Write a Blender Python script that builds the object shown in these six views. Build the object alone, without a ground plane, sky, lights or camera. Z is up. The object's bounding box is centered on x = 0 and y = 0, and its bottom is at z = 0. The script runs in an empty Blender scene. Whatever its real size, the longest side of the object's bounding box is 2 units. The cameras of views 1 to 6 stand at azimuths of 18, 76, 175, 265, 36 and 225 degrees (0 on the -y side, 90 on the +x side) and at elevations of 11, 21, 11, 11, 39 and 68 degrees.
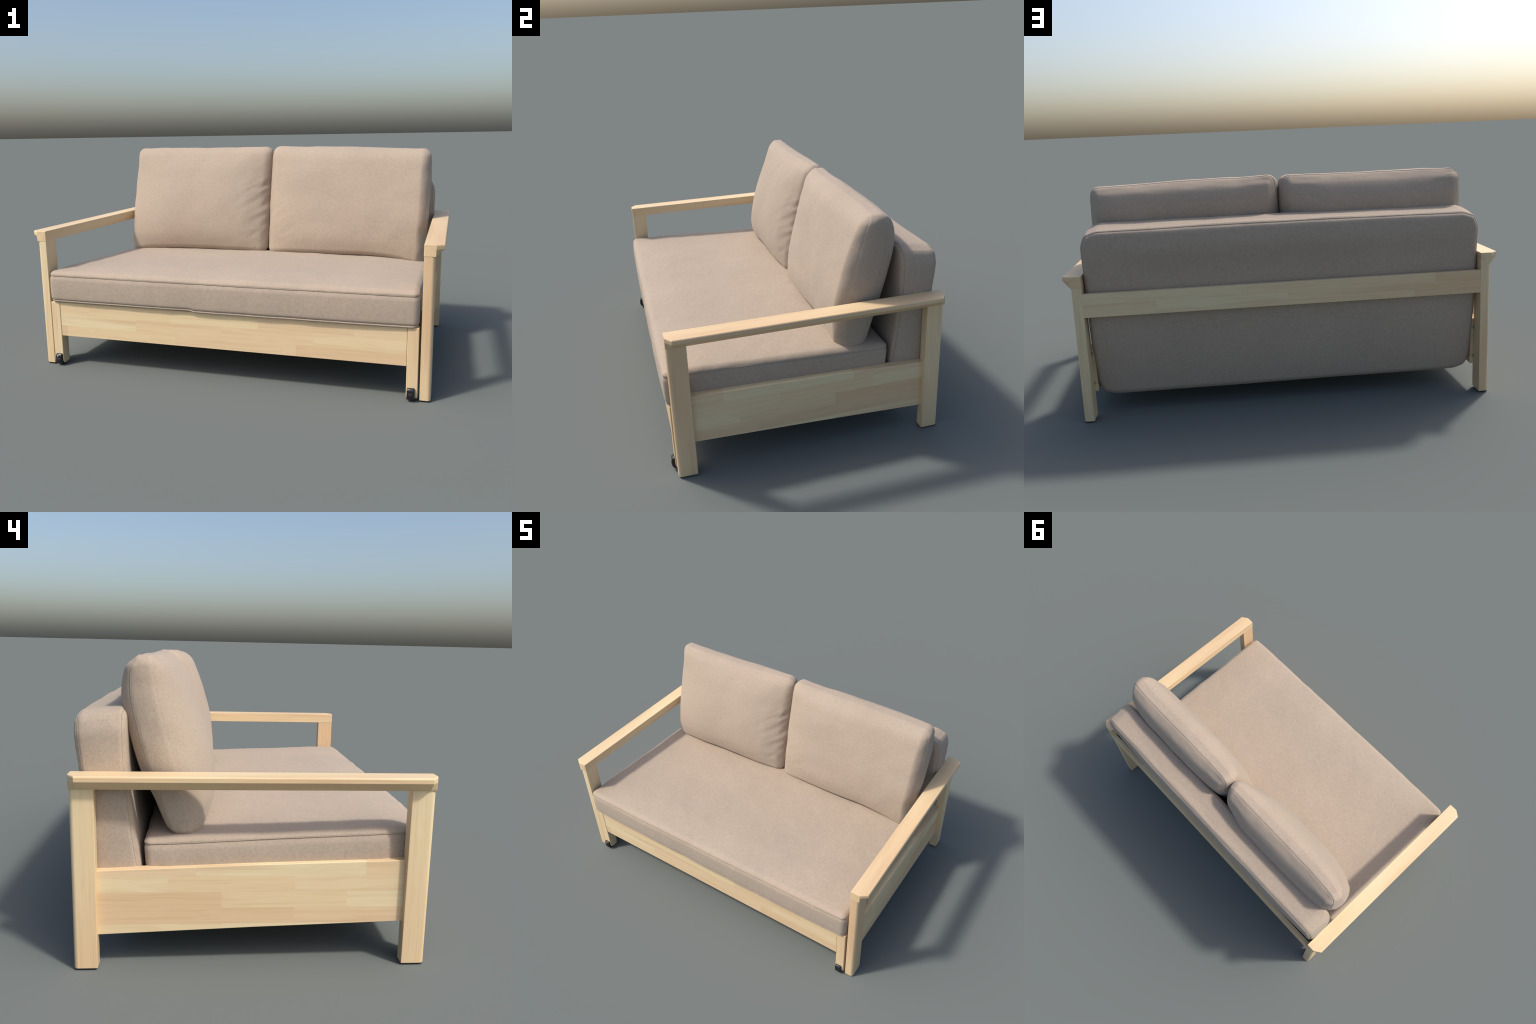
# Two-seat sofa bed: pine frame with flat armrests, one long seat mattress,
# one long back mattress and two loose boxed back pillows in beige woven fabric.
import bpy, bmesh, math
import numpy as np

TAU = 2 * math.pi

# ------------------------------------------------------------------ helpers
root = bpy.data.objects.new("sofa", None)
bpy.context.scene.collection.objects.link(root)
root["label"] = "beige fabric sofa bed with pale pine frame and armrests"
root["category"] = "sofa"


def add(name, mesh, mat, parent=None):
    ob = bpy.data.objects.new(name, mesh)
    bpy.context.scene.collection.objects.link(ob)
    ob.parent = parent or root
    if mat and not mesh.materials:
        mesh.materials.append(mat)
    return ob


def from_arrays(name, V, F, smooth=True):
    me = bpy.data.meshes.new(name)
    me.from_pydata([tuple(map(float, v)) for v in V], [], [tuple(map(int, f)) for f in F])
    me.update()
    if smooth:
        me.polygons.foreach_set("use_smooth", [True] * len(me.polygons))
    return me


def finish_wood(me, bevel, segments=2):
    bm = bmesh.new()
    bm.from_mesh(me)
    bmesh.ops.remove_doubles(bm, verts=bm.verts, dist=1e-5)
    bmesh.ops.recalc_face_normals(bm, faces=bm.faces)
    if bevel > 0:
        edges = [e for e in bm.edges if len(e.link_faces) == 2 and e.calc_face_angle(0) > math.radians(25)]
        bmesh.ops.bevel(bm, geom=edges, offset=bevel, segments=segments, profile=0.5, affect='EDGES', clamp_overlap=True)
    for f in bm.faces:
        f.smooth = True
    bm.to_mesh(me)
    bm.free()
    return me


def wood_object(name, me, mat, bevel=0.003, parent=None):
    finish_wood(me, bevel)
    ob = add(name, me, mat, parent)
    m = ob.modifiers.new("soft_edges", 'WEIGHTED_NORMAL')
    m.keep_sharp = True
    m.weight = 80
    return ob


def loft(name, rings, closed_ends=True):
    """skin a list of equal-length rings of points"""
    n = len(rings[0])
    V = [p for r in rings for p in r]
    F = []
    for i in range(len(rings) - 1):
        a, b = i * n, (i + 1) * n
        for j in range(n):
            k = (j + 1) % n
            F.append((a + j, a + k, b + k, b + j))
    if closed_ends:
        F.append(tuple(range(n - 1, -1, -1)))
        F.append(tuple(range((len(rings) - 1) * n, len(rings) * n)))
    return from_arrays(name, V, F, smooth=False)


def box_mesh(name, lo, hi):
    (x0, y0, z0), (x1, y1, z1) = lo, hi
    ring = lambda z: [(x0, y0, z), (x1, y0, z), (x1, y1, z), (x0, y1, z)]
    return loft(name, [ring(z0), ring(z1)])


def mirror_x(pts, s):
    return [(s * x, y, z) for x, y, z in pts]


# ------------------------------------------------------------ value noise
def _hash(ix, iy, iz, seed):
    h = (ix * 374761393 + iy * 668265263 + iz * 2147483647 + seed * 1274126177) & 0xFFFFFFFF
    h = ((h ^ (h >> 13)) * 1103515245) & 0xFFFFFFFF
    h = (h ^ (h >> 16)) & 0xFFFF
    return h / 32767.5 - 1.0


def noise3(P, scale, seed=0, octaves=2):
    """smooth value noise in -1..1, P (n,3), scale scalar or 3-vector"""
    out = np.zeros(len(P))
    amp, tot = 1.0, 0.0
    Q = P * np.asarray(scale, float) + 37.2
    for o in range(octaves):
        q = np.floor(Q).astype(np.int64)
        f = Q - q
        f = f * f * (3 - 2 * f)
        acc = np.zeros(len(P))
        for dx in (0, 1):
            wx = f[:, 0] if dx else 1 - f[:, 0]
            for dy in (0, 1):
                wy = f[:, 1] if dy else 1 - f[:, 1]
                for dz in (0, 1):
                    wz = f[:, 2] if dz else 1 - f[:, 2]
                    acc += wx * wy * wz * _hash(q[:, 0] + dx, q[:, 1] + dy, q[:, 2] + dz, seed + o)
        out += amp * acc
        tot += amp
        amp *= 0.5
        Q = Q * 2.03 + 11.7
    return out / tot


# --------------------------------------------------------------- materials
def srgb(r, g, b):
    f = lambda c: (c / 255 / 12.92) if c <= 10 else ((c / 255 + 0.055) / 1.055) ** 2.4
    return (f(r), f(g), f(b), 1.0)


class Nodes:
    def __init__(self, name):
        self.mat = bpy.data.materials.new(name)
        self.mat.use_nodes = True
        self.t = self.mat.node_tree
        self.bsdf = self.t.nodes["Principled BSDF"]

    def new(self, kind, **props):
        n = self.t.nodes.new(kind)
        for k, v in props.items():
            setattr(n, k, v)
        return n

    def link(self, a, b):
        self.t.links.new(a, b)

    def noise(self, vec, scale, detail=2.0, rough=0.5, dim='3D'):
        n = self.new("ShaderNodeTexNoise")
        n.inputs["Scale"].default_value = scale
        n.inputs["Detail"].default_value = detail
        n.inputs["Roughness"].default_value = rough
        self.link(vec, n.inputs["Vector"])
        return n.outputs["Fac"]

    def mapping(self, vec, scale=(1, 1, 1), loc=(0, 0, 0), rot=(0, 0, 0)):
        n = self.new("ShaderNodeMapping")
        n.inputs["Scale"].default_value = scale
        n.inputs["Location"].default_value = loc
        n.inputs["Rotation"].default_value = rot
        self.link(vec, n.inputs["Vector"])
        return n.outputs["Vector"]

    def ramp(self, fac, stops):
        n = self.new("ShaderNodeValToRGB")
        el = n.color_ramp.elements
        while len(el) < len(stops):
            el.new(0.5)
        for e, (p, c) in zip(el, stops):
            e.position = p
            e.color = c if len(c) == 4 else (*c, 1)
        self.link(fac, n.inputs["Fac"])
        return n.outputs["Color"]

    def mix(self, a, b, fac, mode='MIX'):
        n = self.new("ShaderNodeMix", data_type='RGBA', blend_type=mode)
        for sock, v in ((n.inputs[6], a), (n.inputs[7], b)):
            if isinstance(v, tuple):
                sock.default_value = v
            else:
                self.link(v, sock)
        if isinstance(fac, (int, float)):
            n.inputs[0].default_value = fac
        else:
            self.link(fac, n.inputs[0])
        return n.outputs[2]

    def math(self, op, a, b=0.0):
        n = self.new("ShaderNodeMath", operation=op)
        for i, v in enumerate((a, b)):
            if isinstance(v, (int, float)):
                n.inputs[i].default_value = v
            else:
                self.link(v, n.inputs[i])
        return n.outputs[0]

    def bump(self, height, strength, dist):
        n = self.new("ShaderNodeBump")
        n.inputs["Strength"].default_value = strength
        n.inputs["Distance"].default_value = dist
        self.link(height, n.inputs["Height"])
        self.link(n.outputs["Normal"], self.bsdf.inputs["Normal"])


def grey(v):
    return (v, v, v, 1.0)


PINE = (0.750, 0.578, 0.348, 1)
PINE_WARM = (0.690, 0.487, 0.288, 1)
PINE_PALE = (0.770, 0.640, 0.400, 1)


def wood(name, along, laminated, offset=(0.0, 0.0, 0.0), row=0.058, seed=0.0):
    """pine; grain runs along the given axis. laminated = finger-jointed staves."""
    N = Nodes(name)
    co = N.new("ShaderNodeTexCoord").outputs["Object"]
    sep = N.new("ShaderNodeSeparateXYZ")
    N.link(co, sep.inputs[0])
    ax = [sep.outputs[i] for i in range(3)]
    L = ax[along]
    A, B = {0: (ax[2], ax[1]), 1: (ax[2], ax[0]), 2: (ax[0], ax[1])}[along]
    com = N.new("ShaderNodeCombineXYZ")
    N.link(L, com.inputs[0])
    N.link(A, com.inputs[1])
    N.link(B, com.inputs[2])
    g0 = N.mapping(com.outputs[0], loc=(offset[0] + seed, offset[1], offset[2] + seed * 0.37))
    base = PINE
    if laminated:
        br = N.new("ShaderNodeTexBrick", offset=0.42, offset_frequency=2, squash=1.35, squash_frequency=3)
        br.inputs["Color1"].default_value = grey(0)
        br.inputs["Color2"].default_value = grey(1)
        br.inputs["Mortar"].default_value = grey(0.45)
        br.inputs["Scale"].default_value = 1.0
        br.inputs["Mortar Size"].default_value = 0.0004
        br.inputs["Mortar Smooth"].default_value = 0.3
        br.inputs["Brick Width"].default_value = 0.44
        br.inputs["Row Height"].default_value = row
        N.link(g0, br.inputs["Vector"])
        stave = br.outputs["Color"]
        col = N.ramp(stave, [(0.0, PINE_WARM), (0.3, (0.740, 0.555, 0.345, 1)), (0.55, PINE), (0.8, PINE_PALE), (1.0, (0.728, 0.535, 0.325, 1))])
        # every stave samples its own stretch of grain
        add_v = N.new("ShaderNodeVectorMath", operation='MULTIPLY_ADD')
        N.link(stave, add_v.inputs[0])
        add_v.inputs[1].default_value = (3.1, 1.7, 2.3)
        N.link(g0, add_v.inputs[2])
        g = add_v.outputs[0]
    else:
        col = N.ramp(N.noise(N.mapping(g0, scale=(0.9, 5, 5)), 1.0, 1.0), [(0.3, PINE_WARM), (0.55, PINE), (0.8, PINE_PALE)])
        g = g0
    # broad cathedral grain: wavy lines across the board, stretched along it
    warp = N.noise(N.mapping(g, scale=(1.6, 9, 9)), 1.0, 2.0)
    wv = N.new("ShaderNodeVectorMath", operation='MULTIPLY_ADD')
    N.link(warp, wv.inputs[0])
    wv.inputs[1].default_value = (0.0, 0.09, 0.09)
    N.link(N.mapping(g, scale=(0.12, 1, 1)), wv.inputs[2])
    lines = N.noise(N.mapping(wv.outputs[0], scale=(1.0, 75, 75)), 1.0, 3.0, 0.6)
    fine = N.noise(N.mapping(g, scale=(5, 420, 420)), 1.0, 2.0)
    col = N.mix(col, N.ramp(lines, [(0.36, (0.84, 0.76, 0.67, 1)), (0.52, (1, 1, 1, 1)), (0.72, (1.0, 0.985, 0.95, 1))]), 0.32, 'MULTIPLY')
    col = N.mix(col, N.ramp(fine, [(0.3, (0.90, 0.87, 0.83, 1)), (0.6, (1, 1, 1, 1))]), 0.5, 'MULTIPLY')
    # reddish heartwood streaks here and there
    streak = N.noise(N.mapping(g, scale=(1.3, 22, 22), loc=(4.1, 2.2, 0)), 1.0, 2.0)
    col = N.mix(col, (0.60, 0.385, 0.22, 1), N.ramp(streak, [(0.58, grey(0)), (0.76, grey(0.6))]))
    N.link(col, N.bsdf.inputs["Base Color"])
    N.bsdf.inputs["Roughness"].default_value = 0.46
    N.bsdf.inputs["Specular IOR Level"].default_value = 0.35
    N.bump(lines, 0.10, 0.001)
    return N.mat


def fabric(name, tint=(1, 1, 1)):
    N = Nodes(name)
    co = N.new("ShaderNodeTexCoord").outputs["Object"]
    base = tuple(c * t for c, t in zip((0.418, 0.335, 0.259), tint)) + (1.0,)
    mott = N.noise(co, 150.0, 3.0, 0.7)          # melange yarn flecks
    cloud = N.noise(co, 3.0, 2.0, 0.5)
    hue = N.noise(N.mapping(co, loc=(3.3, 1.2, 5.1)), 2.2, 1.0)
    col = N.mix(base, N.ramp(mott, [(0.28, grey(0.80)), (0.5, grey(1.0)), (0.74, grey(1.12))]), 0.6, 'MULTIPLY')
    col = N.mix(col, N.ramp(cloud, [(0.3, grey(0.96)), (0.7, grey(1.03))]), 0.8, 'MULTIPLY')
    col = N.mix(col, N.ramp(hue, [(0.35, (0.995, 1.0, 0.99, 1)), (0.5, grey(1)), (0.68, (1.012, 0.995, 0.988, 1))]), 0.6, 'MULTIPLY')
    # crossed yarns
    yarn = None
    for sc in ((900, 60, 60), (60, 60, 900), (60, 900, 60)):
        y = N.noise(N.mapping(co, scale=sc), 1.0, 1.0)
        yarn = y if yarn is None else N.math('ADD', yarn, y)
    yarn = N.math('MULTIPLY', yarn, 1 / 3)
    col = N.mix(col, N.ramp(yarn, [(0.36, grey(0.90)), (0.5, grey(1.0)), (0.64, grey(1.07))]), 0.8, 'MULTIPLY')
    N.link(col, N.bsdf.inputs["Base Color"])
    N.bsdf.inputs["Roughness"].default_value = 0.9
    N.bsdf.inputs["Specular IOR Level"].default_value = 0.15
    N.bsdf.inputs["Sheen Weight"].default_value = 0.12
    N.bsdf.inputs["Sheen Roughness"].default_value = 0.5
    N.bump(N.math('ADD', yarn, mott), 0.25, 0.0012)
    return N.mat


def plain(name, col, rough, metallic=0.0):
    N = Nodes(name)
    co = N.new("ShaderNodeTexCoord").outputs["Object"]
    n = N.noise(co, 60.0, 2.0)
    c = N.mix(col, N.ramp(n, [(0.3, grey(0.75)), (0.7, grey(1.2))]), 0.6, 'MULTIPLY')
    N.link(c, N.bsdf.inputs["Base Color"])
    N.bsdf.inputs["Roughness"].default_value = rough
    N.bsdf.inputs["Metallic"].default_value = metallic
    return N.mat


FABRIC = fabric("beige_weave")
FABRIC_SEAM = fabric("beige_weave_piping", (0.93, 0.92, 0.90))
PANEL_WOOD = wood("pine_staves_lengthwise", 1, True, (0.13, 0.0185, 0.0))
APRON_WOOD = wood("pine_staves_crosswise", 0, True, (0.31, 0.021, 0.0), seed=1.7)
RAIL_WOOD = wood("pine_staves_rail", 0, True, (0.05, 0.0215, 0.0), seed=5.3)
POST_WOOD = wood("pine_upright", 2, False)
ARM_WOOD = wood("pine_armrest", 1, False, seed=2.9)
SLAT_WOOD = wood("pine_slat", 0, False, seed=8.0)
BLACK = plain("black_plastic", (0.012, 0.012, 0.015, 1), 0.38)
STEEL = plain("dull_steel", (0.32, 0.32, 0.33, 1), 0.35, 1.0)
DARK = plain("dark_felt", (0.03, 0.028, 0.026, 1), 0.8)

# ------------------------------------------------------------------- frame
PX0, PX1 = 0.915, 0.962            # post, inner and outer face
FRONT_POST = (-0.603, -0.519)
BACK_POST = (0.550, 0.631)
ARM_TOP, ARM_BOT = 0.690, 0.638


def rounded_corner(cx, cy, r, a0, n=5):
    return [(cx + r * math.cos(a0 + math.pi / 2 * i / n), cy + r * math.sin(a0 + math.pi / 2 * i / n)) for i in range(n + 1)]


def post(side, y0, y1, front):
    r = 0.016
    if front:
        out = [(PX0, y0)] + rounded_corner(PX1 - r, y0 + r, r, -math.pi / 2) + [(PX1, y1), (PX0, y1)]
    else:
        out = [(PX0, y0), (PX1, y0)] + rounded_corner(PX1 - r, y1 - r, r, 0) + [(PX0, y1)]
    ring = lambda z: mirror_x([(x, y, z) for x, y in out], side)
    return wood_object("post", loft("post", [ring(0.004), ring(ARM_BOT + 0.002)]), POST_WOOD, 0.002)


def armrest(side):
    y0, y1, cut = -0.604, 0.632, 0.026
    def ring(y, xo):
        under = min(xo, 0.966)
        return mirror_x([(0.914, y, ARM_TOP), (xo - 0.004, y, ARM_TOP), (xo, y, ARM_TOP - 0.005),
                         (xo, y, ARM_TOP - 0.020), (under, y, ARM_BOT + 0.002), (under - 0.004, y, ARM_BOT), (0.914, y, ARM_BOT)], side)
    return wood_object("armrest", loft("armrest", [ring(y0, 0.964), ring(y0 + cut, 0.9995), ring(y1 - cut, 0.9995), ring(y1, 0.964)]), ARM_WOOD, 0.002)


def side_panel(side):
    # board dropping gently toward the back, between the posts
    yf, yb = FRONT_POST[1] - 0.002, BACK_POST[0] + 0.002
    ring = lambda y, zb, zt: mirror_x([(0.9005, y, zb), (0.940, y, zb), (0.940, y, zt), (0.9005, y, zt)], side)
    return wood_object("side_panel", loft("side_panel", [ring(yf, 0.157, 0.384), ring((yf + yb) / 2, 0.140, 0.369), ring(yb, 0.119, 0.350)]), PANEL_WOOD, 0.002)




def cylinder_mesh(name, r, h, axis, n=32, bevel=0.0):
    ring = lambda s: [{0: (s, r * math.cos(TAU * i / n), r * math.sin(TAU * i / n)),
                       2: (r * math.cos(TAU * i / n), r * math.sin(TAU * i / n), s)}[axis] for i in range(n)]
    me = loft(name, [ring(-h / 2), ring(h / 2)])
    return finish_wood(me, bevel)


screw_mesh = cylinder_mesh("screw", 0.0065, 0.005, 0, 20, 0.001)
pad_mesh = box_mesh("foot_pad", (-0.020, -0.036, 0.0), (0.020, 0.036, 0.006))
pad_mesh.materials.append(DARK)
screw_mesh.materials.append(STEEL)

for s in (-1, 1):
    for y, front in ((FRONT_POST, True), (BACK_POST, False)):
        p = post(s, *y, front)
        pad = add("foot_pad", pad_mesh, None, p)
        pad.location = (s * (PX0 + PX1) / 2, sum(y) / 2, 0.0)
        if not front:
            for z in (0.306, 0.162):
                sc = add("screw", screw_mesh, None, p)
                sc.location = (s * (PX0 - 0.001), 0.560, z)
    armrest(s)
    side_panel(s)

# back rail between the rear posts
wood_object("back_rail", box_mesh("back_rail", (-PX0 - 0.001, 0.607, 0.499), (PX0 + 0.001, 0.630, 0.608)), RAIL_WOOD, 0.002)

# pull-out front: apron board, two legs on castors
wood_object("apron", box_mesh("apron", (-0.8565, -0.607, 0.156), (0.8565, -0.583, 0.331)), APRON_WOOD, 0.002)

wheel_mesh = cylinder_mesh("wheel", 0.027, 0.022, 0, 40, 0.004)
wheel_mesh.materials.append(BLACK)
hub_mesh = cylinder_mesh("axle_cap", 0.008, 0.029, 0, 20, 0.001)
hub_mesh.materials.append(STEEL)


def castor_bracket():
    """U-shaped plastic housing: arch in side view, extruded across the leg"""
    pts = [(-0.6225, 0.016), (-0.6225, 0.052), (-0.616, 0.0600), (-0.585, 0.0600), (-0.572, 0.050), (-0.572, 0.022),
           (-0.582, 0.008), (-0.614, 0.006)]
    return pts


def front_leg(side):
    x0, x1, y0, y1 = 0.8572, 0.907, -0.609, -0.553
    # leg outline in the y-z plane with a rounded toe, extruded across x
    toe = [(y0, 0.332), (y0, 0.030), (y0 + 0.004, 0.016), (y0 + 0.012, 0.008), (y1 - 0.010, 0.008), (y1 - 0.003, 0.013), (y1, 0.022), (y1, 0.332)]
    ring = lambda x: [(side * x, y, z) for y, z in toe]
    leg = wood_object("front_leg", loft("front_leg", [ring(x0), ring(x1)]), POST_WOOD, 0.004)
    br = loft("castor_bracket", [[(side * x, y, z) for y, z in castor_bracket()] for x in (0.8615, 0.8955)])
    finish_wood(br, 0.003)
    add("castor_bracket", br, BLACK, leg)
    w = add("wheel", wheel_mesh, None, leg)
    w.location = (side * 0.8788, -0.598, 0.0270)
    if side < 0:
        cap = from_arrays("bolt_head", *uv_dome(0.006, 8, 16))
        b = add("bolt_head", cap, STEEL, leg)
        b.location = (side * 0.882, -0.6225, 0.047)
    return leg


def uv_dome(r, rings, segs):
    V, F = [], []
    for i in range(rings + 1):
        a = math.pi * i / rings
        for j in range(segs):
            b = TAU * j / segs
            V.append((r * math.sin(a) * math.cos(b), r * 0.6 * math.cos(a), r * math.sin(a) * math.sin(b)))
    for i in range(rings):
        for j in range(segs):
            k = (j + 1) % segs
            F.append((i * segs + j, i * segs + k, (i + 1) * segs + k, (i + 1) * segs + j))
    return V, F


for s in (-1, 1):
    front_leg(s)

# bed base under the mattress: two bearers and cross slats, sloping back a little
for s in (-1, 1):
    ring = lambda y, z: [(s * 0.845, y, z - 0.06), (s * 0.870, y, z - 0.06), (s * 0.870, y, z), (s * 0.845, y, z)]
    wood_object("bearer", loft("bearer", [ring(-0.552, 0.313), ring(0.40, 0.280)]), SLAT_WOOD, 0.002)
slat_mesh = finish_wood(box_mesh("slat", (-0.87, -0.035, -0.014), (0.87, 0.035, 0.0)), 0.002)
slat_mesh.materials.append(SLAT_WOOD)
for i in range(9):
    o = add("slat", slat_mesh, None)
    t = i / 8
    o.location = (0, -0.50 + 0.86 * t, 0.3275 - 0.0315 * t)
    o.rotation_euler = (-0.0346, 0, 0)


# --------------------------------------------------------------- cushions
def axis_grid(h, step, edge, edge_step, extra=()):
    """grid lines from -h to h, fine within `edge` of both ends and around extras"""
    n = max(2, int(math.ceil(edge / edge_step)))
    e = np.linspace(0, edge, n + 1)
    m = max(2, int(math.ceil((2 * h - 2 * edge) / step)))
    g = np.concatenate([-h + e, np.linspace(-h + edge, h - edge, m + 1)[1:-1], h - e[::-1]])
    for c in extra:
        near = c + np.array([-0.006, -0.003, 0.0, 0.003, 0.006])
        g = g[np.min(np.abs(g[:, None] - near[None, :]), axis=1) > 0.0012]
        g = np.sort(np.concatenate([g, near[(near > -h + 1e-4) & (near < h - 1e-4)]]))
        if -h not in g:
            g = np.concatenate([[-h], g])
        if h not in g:
            g = np.concatenate([g, [h]])
    return np.unique(np.round(g, 6))


class Cushion:
    """rounded box on a graded grid, pushed through a shaping function"""

    def __init__(self, half, radius, grids, shape, relief=None, seams=(), corner=None):
        self.g = grids
        nx, ny, nz = (len(a) for a in grids)
        ids = {}
        idx, faces = [], []

        def vid(i, j, k):
            key = (i, j, k)
            if key not in ids:
                ids[key] = len(idx)
                idx.append(key)
            return ids[key]

        def sheet(na, nb, place, flip):
            for a in range(na - 1):
                for b in range(nb - 1):
                    q = [vid(*place(a, b)), vid(*place(a + 1, b)), vid(*place(a + 1, b + 1)), vid(*place(a, b + 1))]
                    faces.append(q[::-1] if flip else q)

        sheet(nx, ny, lambda a, b: (a, b, 0), True)
        sheet(nx, ny, lambda a, b: (a, b, nz - 1), False)
        sheet(nx, nz, lambda a, b: (a, 0, b), False)
        sheet(nx, nz, lambda a, b: (a, ny - 1, b), True)
        sheet(ny, nz, lambda a, b: (0, a, b), True)
        sheet(ny, nz, lambda a, b: (nx - 1, a, b), False)
        I = np.array(idx)
        P = np.stack([grids[a][I[:, a]] for a in range(3)], axis=1)
        h, r = np.array(half), np.array(radius)
        q = np.clip(P, -(h - r), h - r)
        d = (P - q) / r
        # equal-angle spread of the corner bands
        d = np.tan(np.clip(d, -1, 1) * math.pi / 4)
        ln = np.linalg.norm(d, axis=1)
        dn = np.where(ln[:, None] > 1e-9, d / np.maximum(ln, 1e-9)[:, None], 0)
        R = q + r * dn
        if corner:
            # round the outline of a boxed cushion, leaving its rim crisp
            ca, cb, rc = corner
            A = np.clip((np.abs(R[:, ca]) - (h[ca] - rc)) / rc, 0, 1)
            B = np.clip((np.abs(R[:, cb]) - (h[cb] - rc)) / rc, 0, 1)
            k = (A ** 5 + B ** 5) ** 0.2 / np.maximum(np.hypot(A, B), 1e-9)
            inside = (A > 0) & (B > 0)
            for o, T in ((ca, A), (cb, B)):
                R[:, o] = np.where(inside, np.sign(R[:, o]) * (h[o] - rc + rc * T * k), R[:, o])
        # seam grooves pull the wall in along a line of constant coordinate
        for ax, level, depth in seams:
            w = np.exp(-((R[:, ax] - level) / 0.0045) ** 2) * depth
            for o in range(3):
                if o != ax:
                    near = np.clip((np.abs(R[:, o]) - (h[o] - r[o] - 0.02)) / (r[o] + 0.02), 0, 1)
                    R[:, o] -= np.sign(R[:, o]) * w * near
        self.R = R
        V = shape(R)
        F = np.array(faces)
        if relief is not None:
            n = np.cross(V[F[:, 2]] - V[F[:, 0]], V[F[:, 3]] - V[F[:, 1]])
            vn = np.zeros_like(V)
            for c in range(4):
                np.add.at(vn, F[:, c], n)
            vn /= np.maximum(np.linalg.norm(vn, axis=1), 1e-12)[:, None]
            V = V + vn * relief(R, V)[:, None]
        self.V, self.F, self.ids = V, F, ids
        self.nn = (nx, ny, nz)

    def mesh(self, name):
        return from_arrays(name, self.V, self.F)

    def loop(self, ax, level):
        """ordered vertices of the ring at a grid level on one axis"""
        k = int(np.argmin(np.abs(self.g[ax] - level)))
        a, b = [o for o in range(3) if o != ax]
        na, nb = self.nn[a], self.nn[b]
        path = [(i, 0) for i in range(na)] + [(na - 1, j) for j in range(1, nb)] + [(i, nb - 1) for i in range(na - 2, -1, -1)] + [(0, j) for j in range(nb - 2, 0, -1)]
        out = []
        for i, j in path:
            key = [0, 0, 0]
            key[ax], key[a], key[b] = k, i, j
            out.append(self.V[self.ids[tuple(key)]])
        return np.array(out)


def tube(name, path, r, n=6):
    m = len(path)
    t = np.roll(path, -1, 0) - np.roll(path, 1, 0)
    t /= np.maximum(np.linalg.norm(t, axis=1), 1e-9)[:, None]
    c = path.mean(0)
    out = path - c
    u = out - t * (out * t).sum(1)[:, None]
    u /= np.maximum(np.linalg.norm(u, axis=1), 1e-9)[:, None]
    v = np.cross(t, u)
    V = np.concatenate([path + r * (math.cos(TAU * k / n) * u + math.sin(TAU * k / n) * v) for k in range(n)])
    F = [(k * m + i, k * m + (i + 1) % m, ((k + 1) % n) * m + (i + 1) % m, ((k + 1) % n) * m + i) for k in range(n) for i in range(m)]
    return from_arrays(name, V, F)


def lerp(x, xs, ys):
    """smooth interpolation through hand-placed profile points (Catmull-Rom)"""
    xs, ys = np.array(xs, float), np.array(ys, float)
    m = np.gradient(ys, xs)
    i = np.clip(np.searchsorted(xs, x) - 1, 0, len(xs) - 2)
    x = np.clip(x, xs[0], xs[-1])
    hgt = xs[i + 1] - xs[i]
    t = (x - xs[i]) / hgt
    return ((2 * t**3 - 3 * t**2 + 1) * ys[i] + (t**3 - 2 * t**2 + t) * hgt * m[i]
            + (-2 * t**3 + 3 * t**2) * ys[i + 1] + (t**3 - t**2) * hgt * m[i + 1])


# ---- seat mattress
SH = (0.903, 0.509, 0.076)
SEAT_SEAM = 0.076 - 0.018
SEAT_FOOT = -0.076 + 0.007


def seat_shape(R):
    X, Y, Z = R.T
    u, v = X / SH[0], Y / SH[1]
    y = -0.1105 + Y
    tz = (Z + SH[2]) / (2 * SH[2])
    bottom = 0.331 - 0.034 * np.clip((y + 0.62) / 1.02, 0, 1)
    edge_top = 0.490 - 0.040 * np.clip((y + 0.45) / 0.85, 0, 1)
    crown = 0.030 * (1 - np.abs(u) ** 4.0) * (1 - np.abs(v) ** 6) * (0.55 + 0.45 * np.clip((y + 0.6) / 0.8, 0, 1))
    top = edge_top + crown
    z = bottom + tz * (top - bottom)
    belly = np.sin(np.pi * np.clip(tz, 0, 1)) ** 0.8
    y = y - np.where(Y < 0, 1, 0) * np.abs(v) ** 8 * (0.007 * (1 - u ** 4) + 0.004 * belly)
    span = np.clip((y + 0.50) / 0.06, 0, 1) * np.clip((0.42 - y) / 0.1, 0, 1)
    x = X + np.sign(X) * np.abs(u) ** 12 * (0.003 + np.where(X < 0, 0.011, 0.003) * span) * belly
    # lower rear edge tucks under
    y = y - np.where(Y > 0, 1, 0) * np.abs(v) ** 10 * 0.014 * (1 - tz)
    # cover hangs a little lower at one stretch of the front edge
    step = 1 / (1 + np.exp(-(X + 0.13 - 0.35 * (tz - 0.05) * 0.15) / 0.0025))
    z = z - 0.008 * step * np.clip(1 - tz * 3, 0, 1) * np.clip((-Y / SH[1] - 0.9) * 12, 0, 1)
    return np.stack([x, y, z], 1)


def seat_relief(R, V):
    u, v = R[:, 0] / SH[0], R[:, 1] / SH[1]
    wide = noise3(V, 4.0, 11) * 0.0035
    small = noise3(V, (26, 26, 10), 12) * 0.0009
    rim = np.exp(-((R[:, 2] - SEAT_SEAM - 0.008) / 0.012) ** 2) * noise3(V, (14, 14, 4), 13) * 0.0030
    return wide + small + rim


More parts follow.
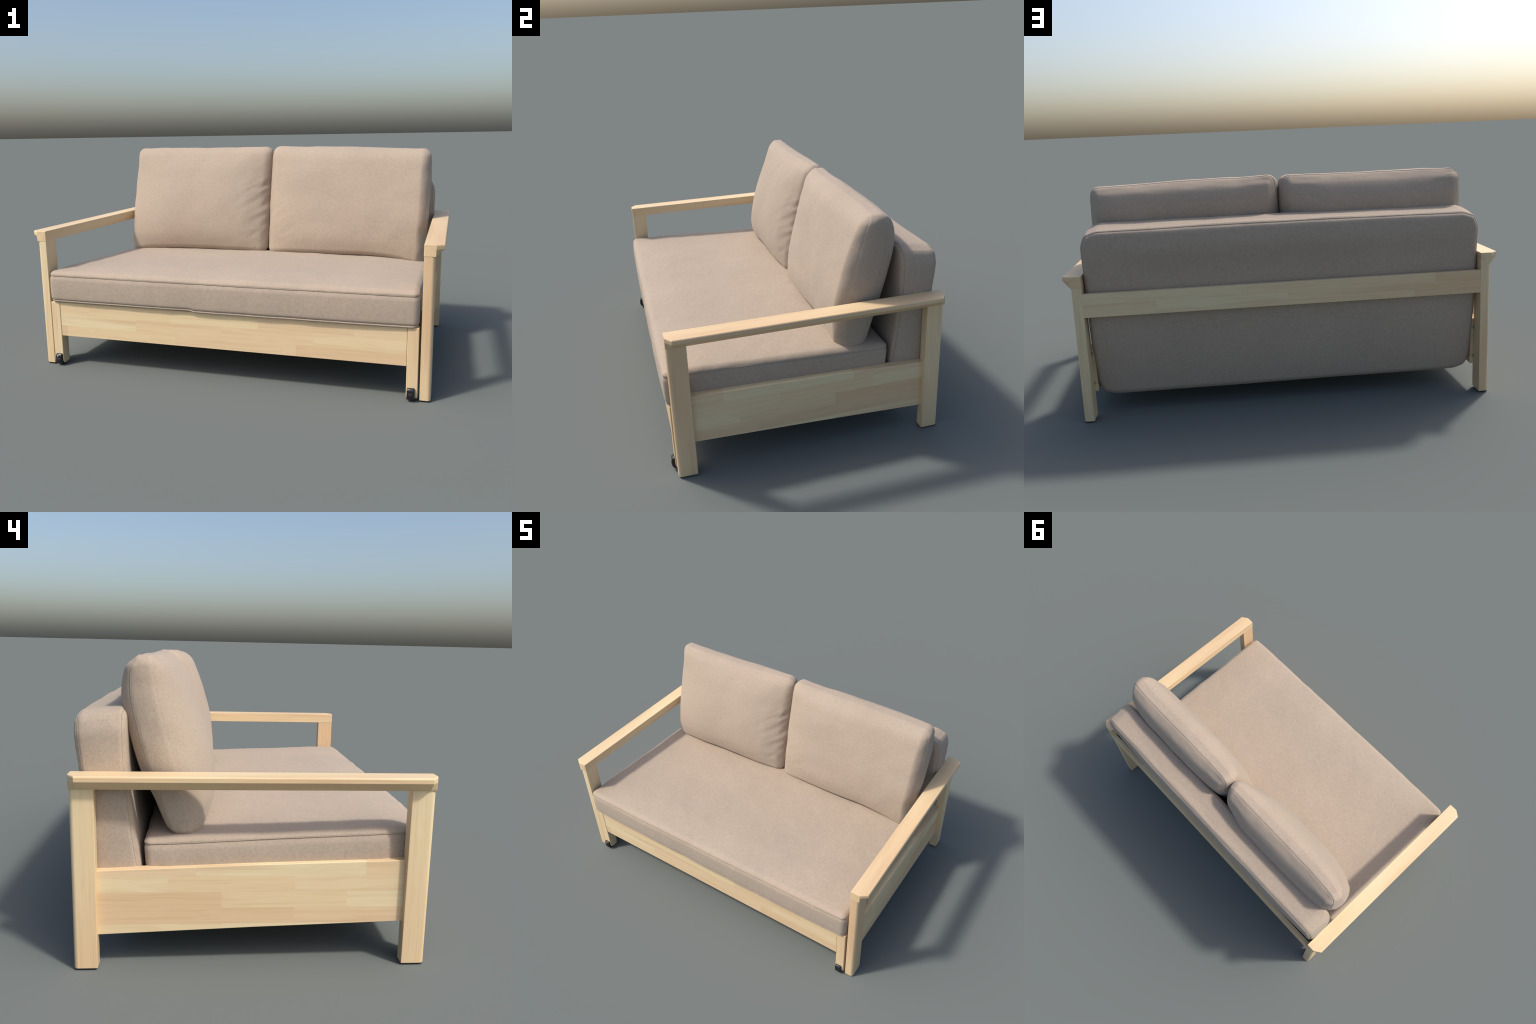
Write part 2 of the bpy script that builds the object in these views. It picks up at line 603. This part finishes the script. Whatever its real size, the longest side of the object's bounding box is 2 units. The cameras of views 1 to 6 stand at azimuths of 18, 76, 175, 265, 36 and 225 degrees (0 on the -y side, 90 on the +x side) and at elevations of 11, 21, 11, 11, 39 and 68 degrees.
seat = Cushion(SH, (0.028, 0.028, 0.022),
               (axis_grid(SH[0], 0.011, 0.042, 0.005, (-0.136, -0.13, -0.124)), axis_grid(SH[1], 0.011, 0.042, 0.005),
                axis_grid(SH[2], 0.010, 0.024, 0.004, (SEAT_SEAM, SEAT_FOOT))),
               seat_shape, seat_relief, ((2, SEAT_SEAM - 0.004, 0.0046), (2, SEAT_FOOT + 0.007, 0.0042)))
seat_ob = add("seat_cushion", seat.mesh("seat_cushion"), FABRIC)
add("piping", tube("piping", seat.loop(2, SEAT_SEAM), 0.0016), FABRIC_SEAM, seat_ob)
add("piping", tube("piping", seat.loop(2, SEAT_FOOT), 0.0045), FABRIC, seat_ob)

# ---- back mattress
BH = (0.906, 0.077, 0.395)
BACK_SEAM = 0.077 - 0.010


def back_shape(R):
    X, Y, Z = R.T
    u, w = X / BH[0], Z / BH[2]
    z = 0.088 + (Z + BH[2]) * (0.808 / 0.79)
    rear = lerp(z, [0.08, 0.20, 0.35, 0.54, 0.69, 0.80, 0.90], [0.536, 0.559, 0.581, 0.595, 0.606, 0.617, 0.620])
    fore = lerp(z, [0.08, 0.20, 0.35, 0.54, 0.69, 0.80, 0.90], [0.372, 0.384, 0.404, 0.431, 0.446, 0.448, 0.446])
    v = Y / BH[1]
    y = fore * (0.5 - 0.5 * v) + rear * (0.5 + 0.5 * v)
    belly = (1 - np.abs(u) ** 6) * (1 - np.abs(w) ** 6)
    roll_over = np.exp(-((z - 0.80) / 0.075) ** 2) * (1 - np.abs(u) ** 4) * 0.013
    y = y + np.where(Y > 0, 1, 0) * roll_over * v + np.sign(Y) * 0.003 * belly * np.abs(v)
    top = np.clip((z - 0.70) / 0.18, 0, 1)
    z = z + top * (-0.14 * (Y + 0.02) + 0.005 * (1 - u ** 2)) + top * 0.001
    x = X * (1 - 0.010 * np.clip((0.45 - z) / 0.35, 0, 1)) + np.sign(X) * np.abs(u) ** 10 * 0.008 * (1 - v ** 2)
    return np.stack([x, y, z], 1)


def back_relief(R, V):
    wide = noise3(V, (3.0, 6, 5.0), 21) * 0.003
    small = noise3(V, (22, 22, 26), 22) * 0.0009
    top = np.clip((V[:, 2] - 0.80) / 0.07, 0, 1) * noise3(V, (5.5, 30, 22), 23) * 0.0028
    return wide + small + top


back = Cushion(BH, (0.022, 0.022, 0.030),
               (axis_grid(BH[0], 0.012, 0.080, 0.006), axis_grid(BH[1], 0.012, 0.028, 0.004, (-BACK_SEAM, BACK_SEAM)),
                axis_grid(BH[2], 0.011, 0.052, 0.005)),
               back_shape, back_relief, ((1, -BACK_SEAM, 0.004), (1, BACK_SEAM, 0.0035)), (0, 2, 0.085))
back_ob = add("back_cushion", back.mesh("back_cushion"), FABRIC)
for lv in (-BACK_SEAM, BACK_SEAM):
    add("piping", tube("piping", back.loop(1, lv), 0.0015), FABRIC_SEAM, back_ob)

# ---- loose back pillows
PH = (0.441, 0.10, 0.306)
PILLOW_SEAM = 0.062
ZS = [0.46, 0.56, 0.68, 0.80, 0.90, 0.97, 1.03, 1.08]
# front and back depth of the pillow at rising heights: middle, outer end, inner end
PROFILES = {
    -1: dict(mid=([0.172, 0.148, 0.155, 0.184, 0.222, 0.252, 0.288, 0.326], [0.305, 0.355, 0.412, 0.458, 0.488, 0.484, 0.458, 0.415]),
             outer=([0.204, 0.218, 0.246, 0.284, 0.312, 0.327, 0.340, 0.358], [0.306, 0.354, 0.400, 0.432, 0.456, 0.466, 0.458, 0.434]),
             inner=([0.188, 0.202, 0.228, 0.260, 0.284, 0.300, 0.315, 0.338], [0.292, 0.330, 0.372, 0.406, 0.434, 0.444, 0.434, 0.412])),
    1: dict(mid=([0.158, 0.146, 0.158, 0.184, 0.210, 0.233, 0.262, 0.308], [0.300, 0.345, 0.398, 0.438, 0.462, 0.463, 0.445, 0.404]),
            outer=([0.162, 0.150, 0.156, 0.184, 0.212, 0.236, 0.258, 0.286], [0.306, 0.335, 0.362, 0.386, 0.410, 0.418, 0.412, 0.394]),
            inner=([0.184, 0.198, 0.222, 0.256, 0.280, 0.300, 0.315, 0.338], [0.292, 0.330, 0.372, 0.406, 0.432, 0.440, 0.430, 0.410])),
}


def make_pillow(side, seed):
    xc = 0.4505 if side > 0 else -0.4435
    half_width = 0.4485 if side > 0 else 0.4405
    prof = PROFILES[side]

    def shape(R):
        X, Y, Z = R.T
        u = X / PH[0]
        t = (Z + PH[2]) / (2 * PH[2])
        out = np.clip(u * side, 0, 1)
        zb = 0.456 + 0.022 * (1 - np.abs(u) ** 3) + np.clip(-u * side, 0, 1) ** 3 * 0.016 - (0.034 if side > 0 else 0.014) * out ** 3
        zt = 1.080 - 0.006 * (1 - u ** 2) - (0.018 * out if side > 0 else 0.003 * out)
        z = zb + t * (zt - zb)
        zr = 0.46 + t * 0.62
        b = 1 - np.abs(u) ** (4.6 if side > 0 else 3.6)
        k = np.clip(u * side * 2.5, -1, 1) * 0.5 + 0.5
        face = []
        for i in (0, 1):
            end = lerp(zr, ZS, prof['outer'][i]) * k + lerp(zr, ZS, prof['inner'][i]) * (1 - k)
            face.append(lerp(zr, ZS, prof['mid'][i]) * b + end * (1 - b))
        v = Y / PH[1]
        y = face[0] * (0.5 - 0.5 * v) + face[1] * (0.5 + 0.5 * v)
        # side walls bow outward a little in the middle of their height
        x = xc + u * half_width * (1 - (0.045 * np.clip(u, 0, 1) ** 2 * (1 - t) ** 1.5 if side > 0 else 0)) + np.sign(X) * np.abs(u) ** 8 * 0.005 * np.sin(np.pi * t)
        # rear corners round away, more at the joint in the middle
        x = x - np.sign(X) * np.abs(u) ** 6 * np.clip(v + 0.1, 0, 1) ** 1.5 * np.where(u * side < 0, 0.020, 0.014)
        # outer front corner rounds away too
        x = x - np.sign(X) * (u * side > 0) * np.abs(u) ** 6 * np.clip(-v, 0, 1) ** 1.5 * (0.020 if side > 0 else 0.006)
        return np.stack([x, y, z], 1)

    def relief(R, V):
        u, w = R[:, 0] / PH[0], R[:, 2] / PH[2]
        inner = np.clip((-u * side - 0.55) / 0.4, 0, 1)
        outer = np.clip((u * side - 0.6) / 0.35, 0, 1)
        front = np.clip(-R[:, 1] / PH[1], 0, 1)
        D = V.copy()
        D[:, 2] = V[:, 2] - 0.55 * V[:, 0]
        folds = -np.abs(noise3(D, (6, 6, 18), seed + 1)) ** 1.2
        a = (0.015 if side < 0 else 0.006) * inner * np.clip(1 - (w + 0.15) ** 2 * 1.2, 0, 1) * front
        top = np.clip((w - 0.72) / 0.2, 0, 1) * np.clip(R[:, 1] / PH[1] + 0.6, 0, 1)
        pucker = noise3(V, (9, 20, 30), seed + 2) * 0.0050 * top * (0.35 + 0.65 * np.maximum(inner, outer))
        wide = noise3(V, (5, 5, 5), seed + 3) * 0.0060 + noise3(V, (13, 10, 11), seed + 5) * 0.0016
        side_crumple = np.clip((np.abs(u) - 0.90) / 0.06, 0, 1) * noise3(V, (8, 12, 11), seed + 4) * 0.0045
        return folds * a + pucker + wide + side_crumple

    c = Cushion(PH, (0.046, 0.062, 0.040),
                (axis_grid(PH[0], 0.009, 0.052, 0.005), axis_grid(PH[1], 0.011, 0.060, 0.006, (-PILLOW_SEAM, PILLOW_SEAM)),
                 axis_grid(PH[2], 0.009, 0.048, 0.005)),
                shape, relief, ((1, -PILLOW_SEAM, 0.0010), (1, PILLOW_SEAM, 0.0016)))
    ob = add("pillow", c.mesh("pillow"), FABRIC)
    for lv in (PILLOW_SEAM,):
        add("piping", tube("piping", c.loop(1, lv), 0.0009), FABRIC_SEAM, ob)
    return ob


make_pillow(-1, 40)
make_pillow(1, 60)
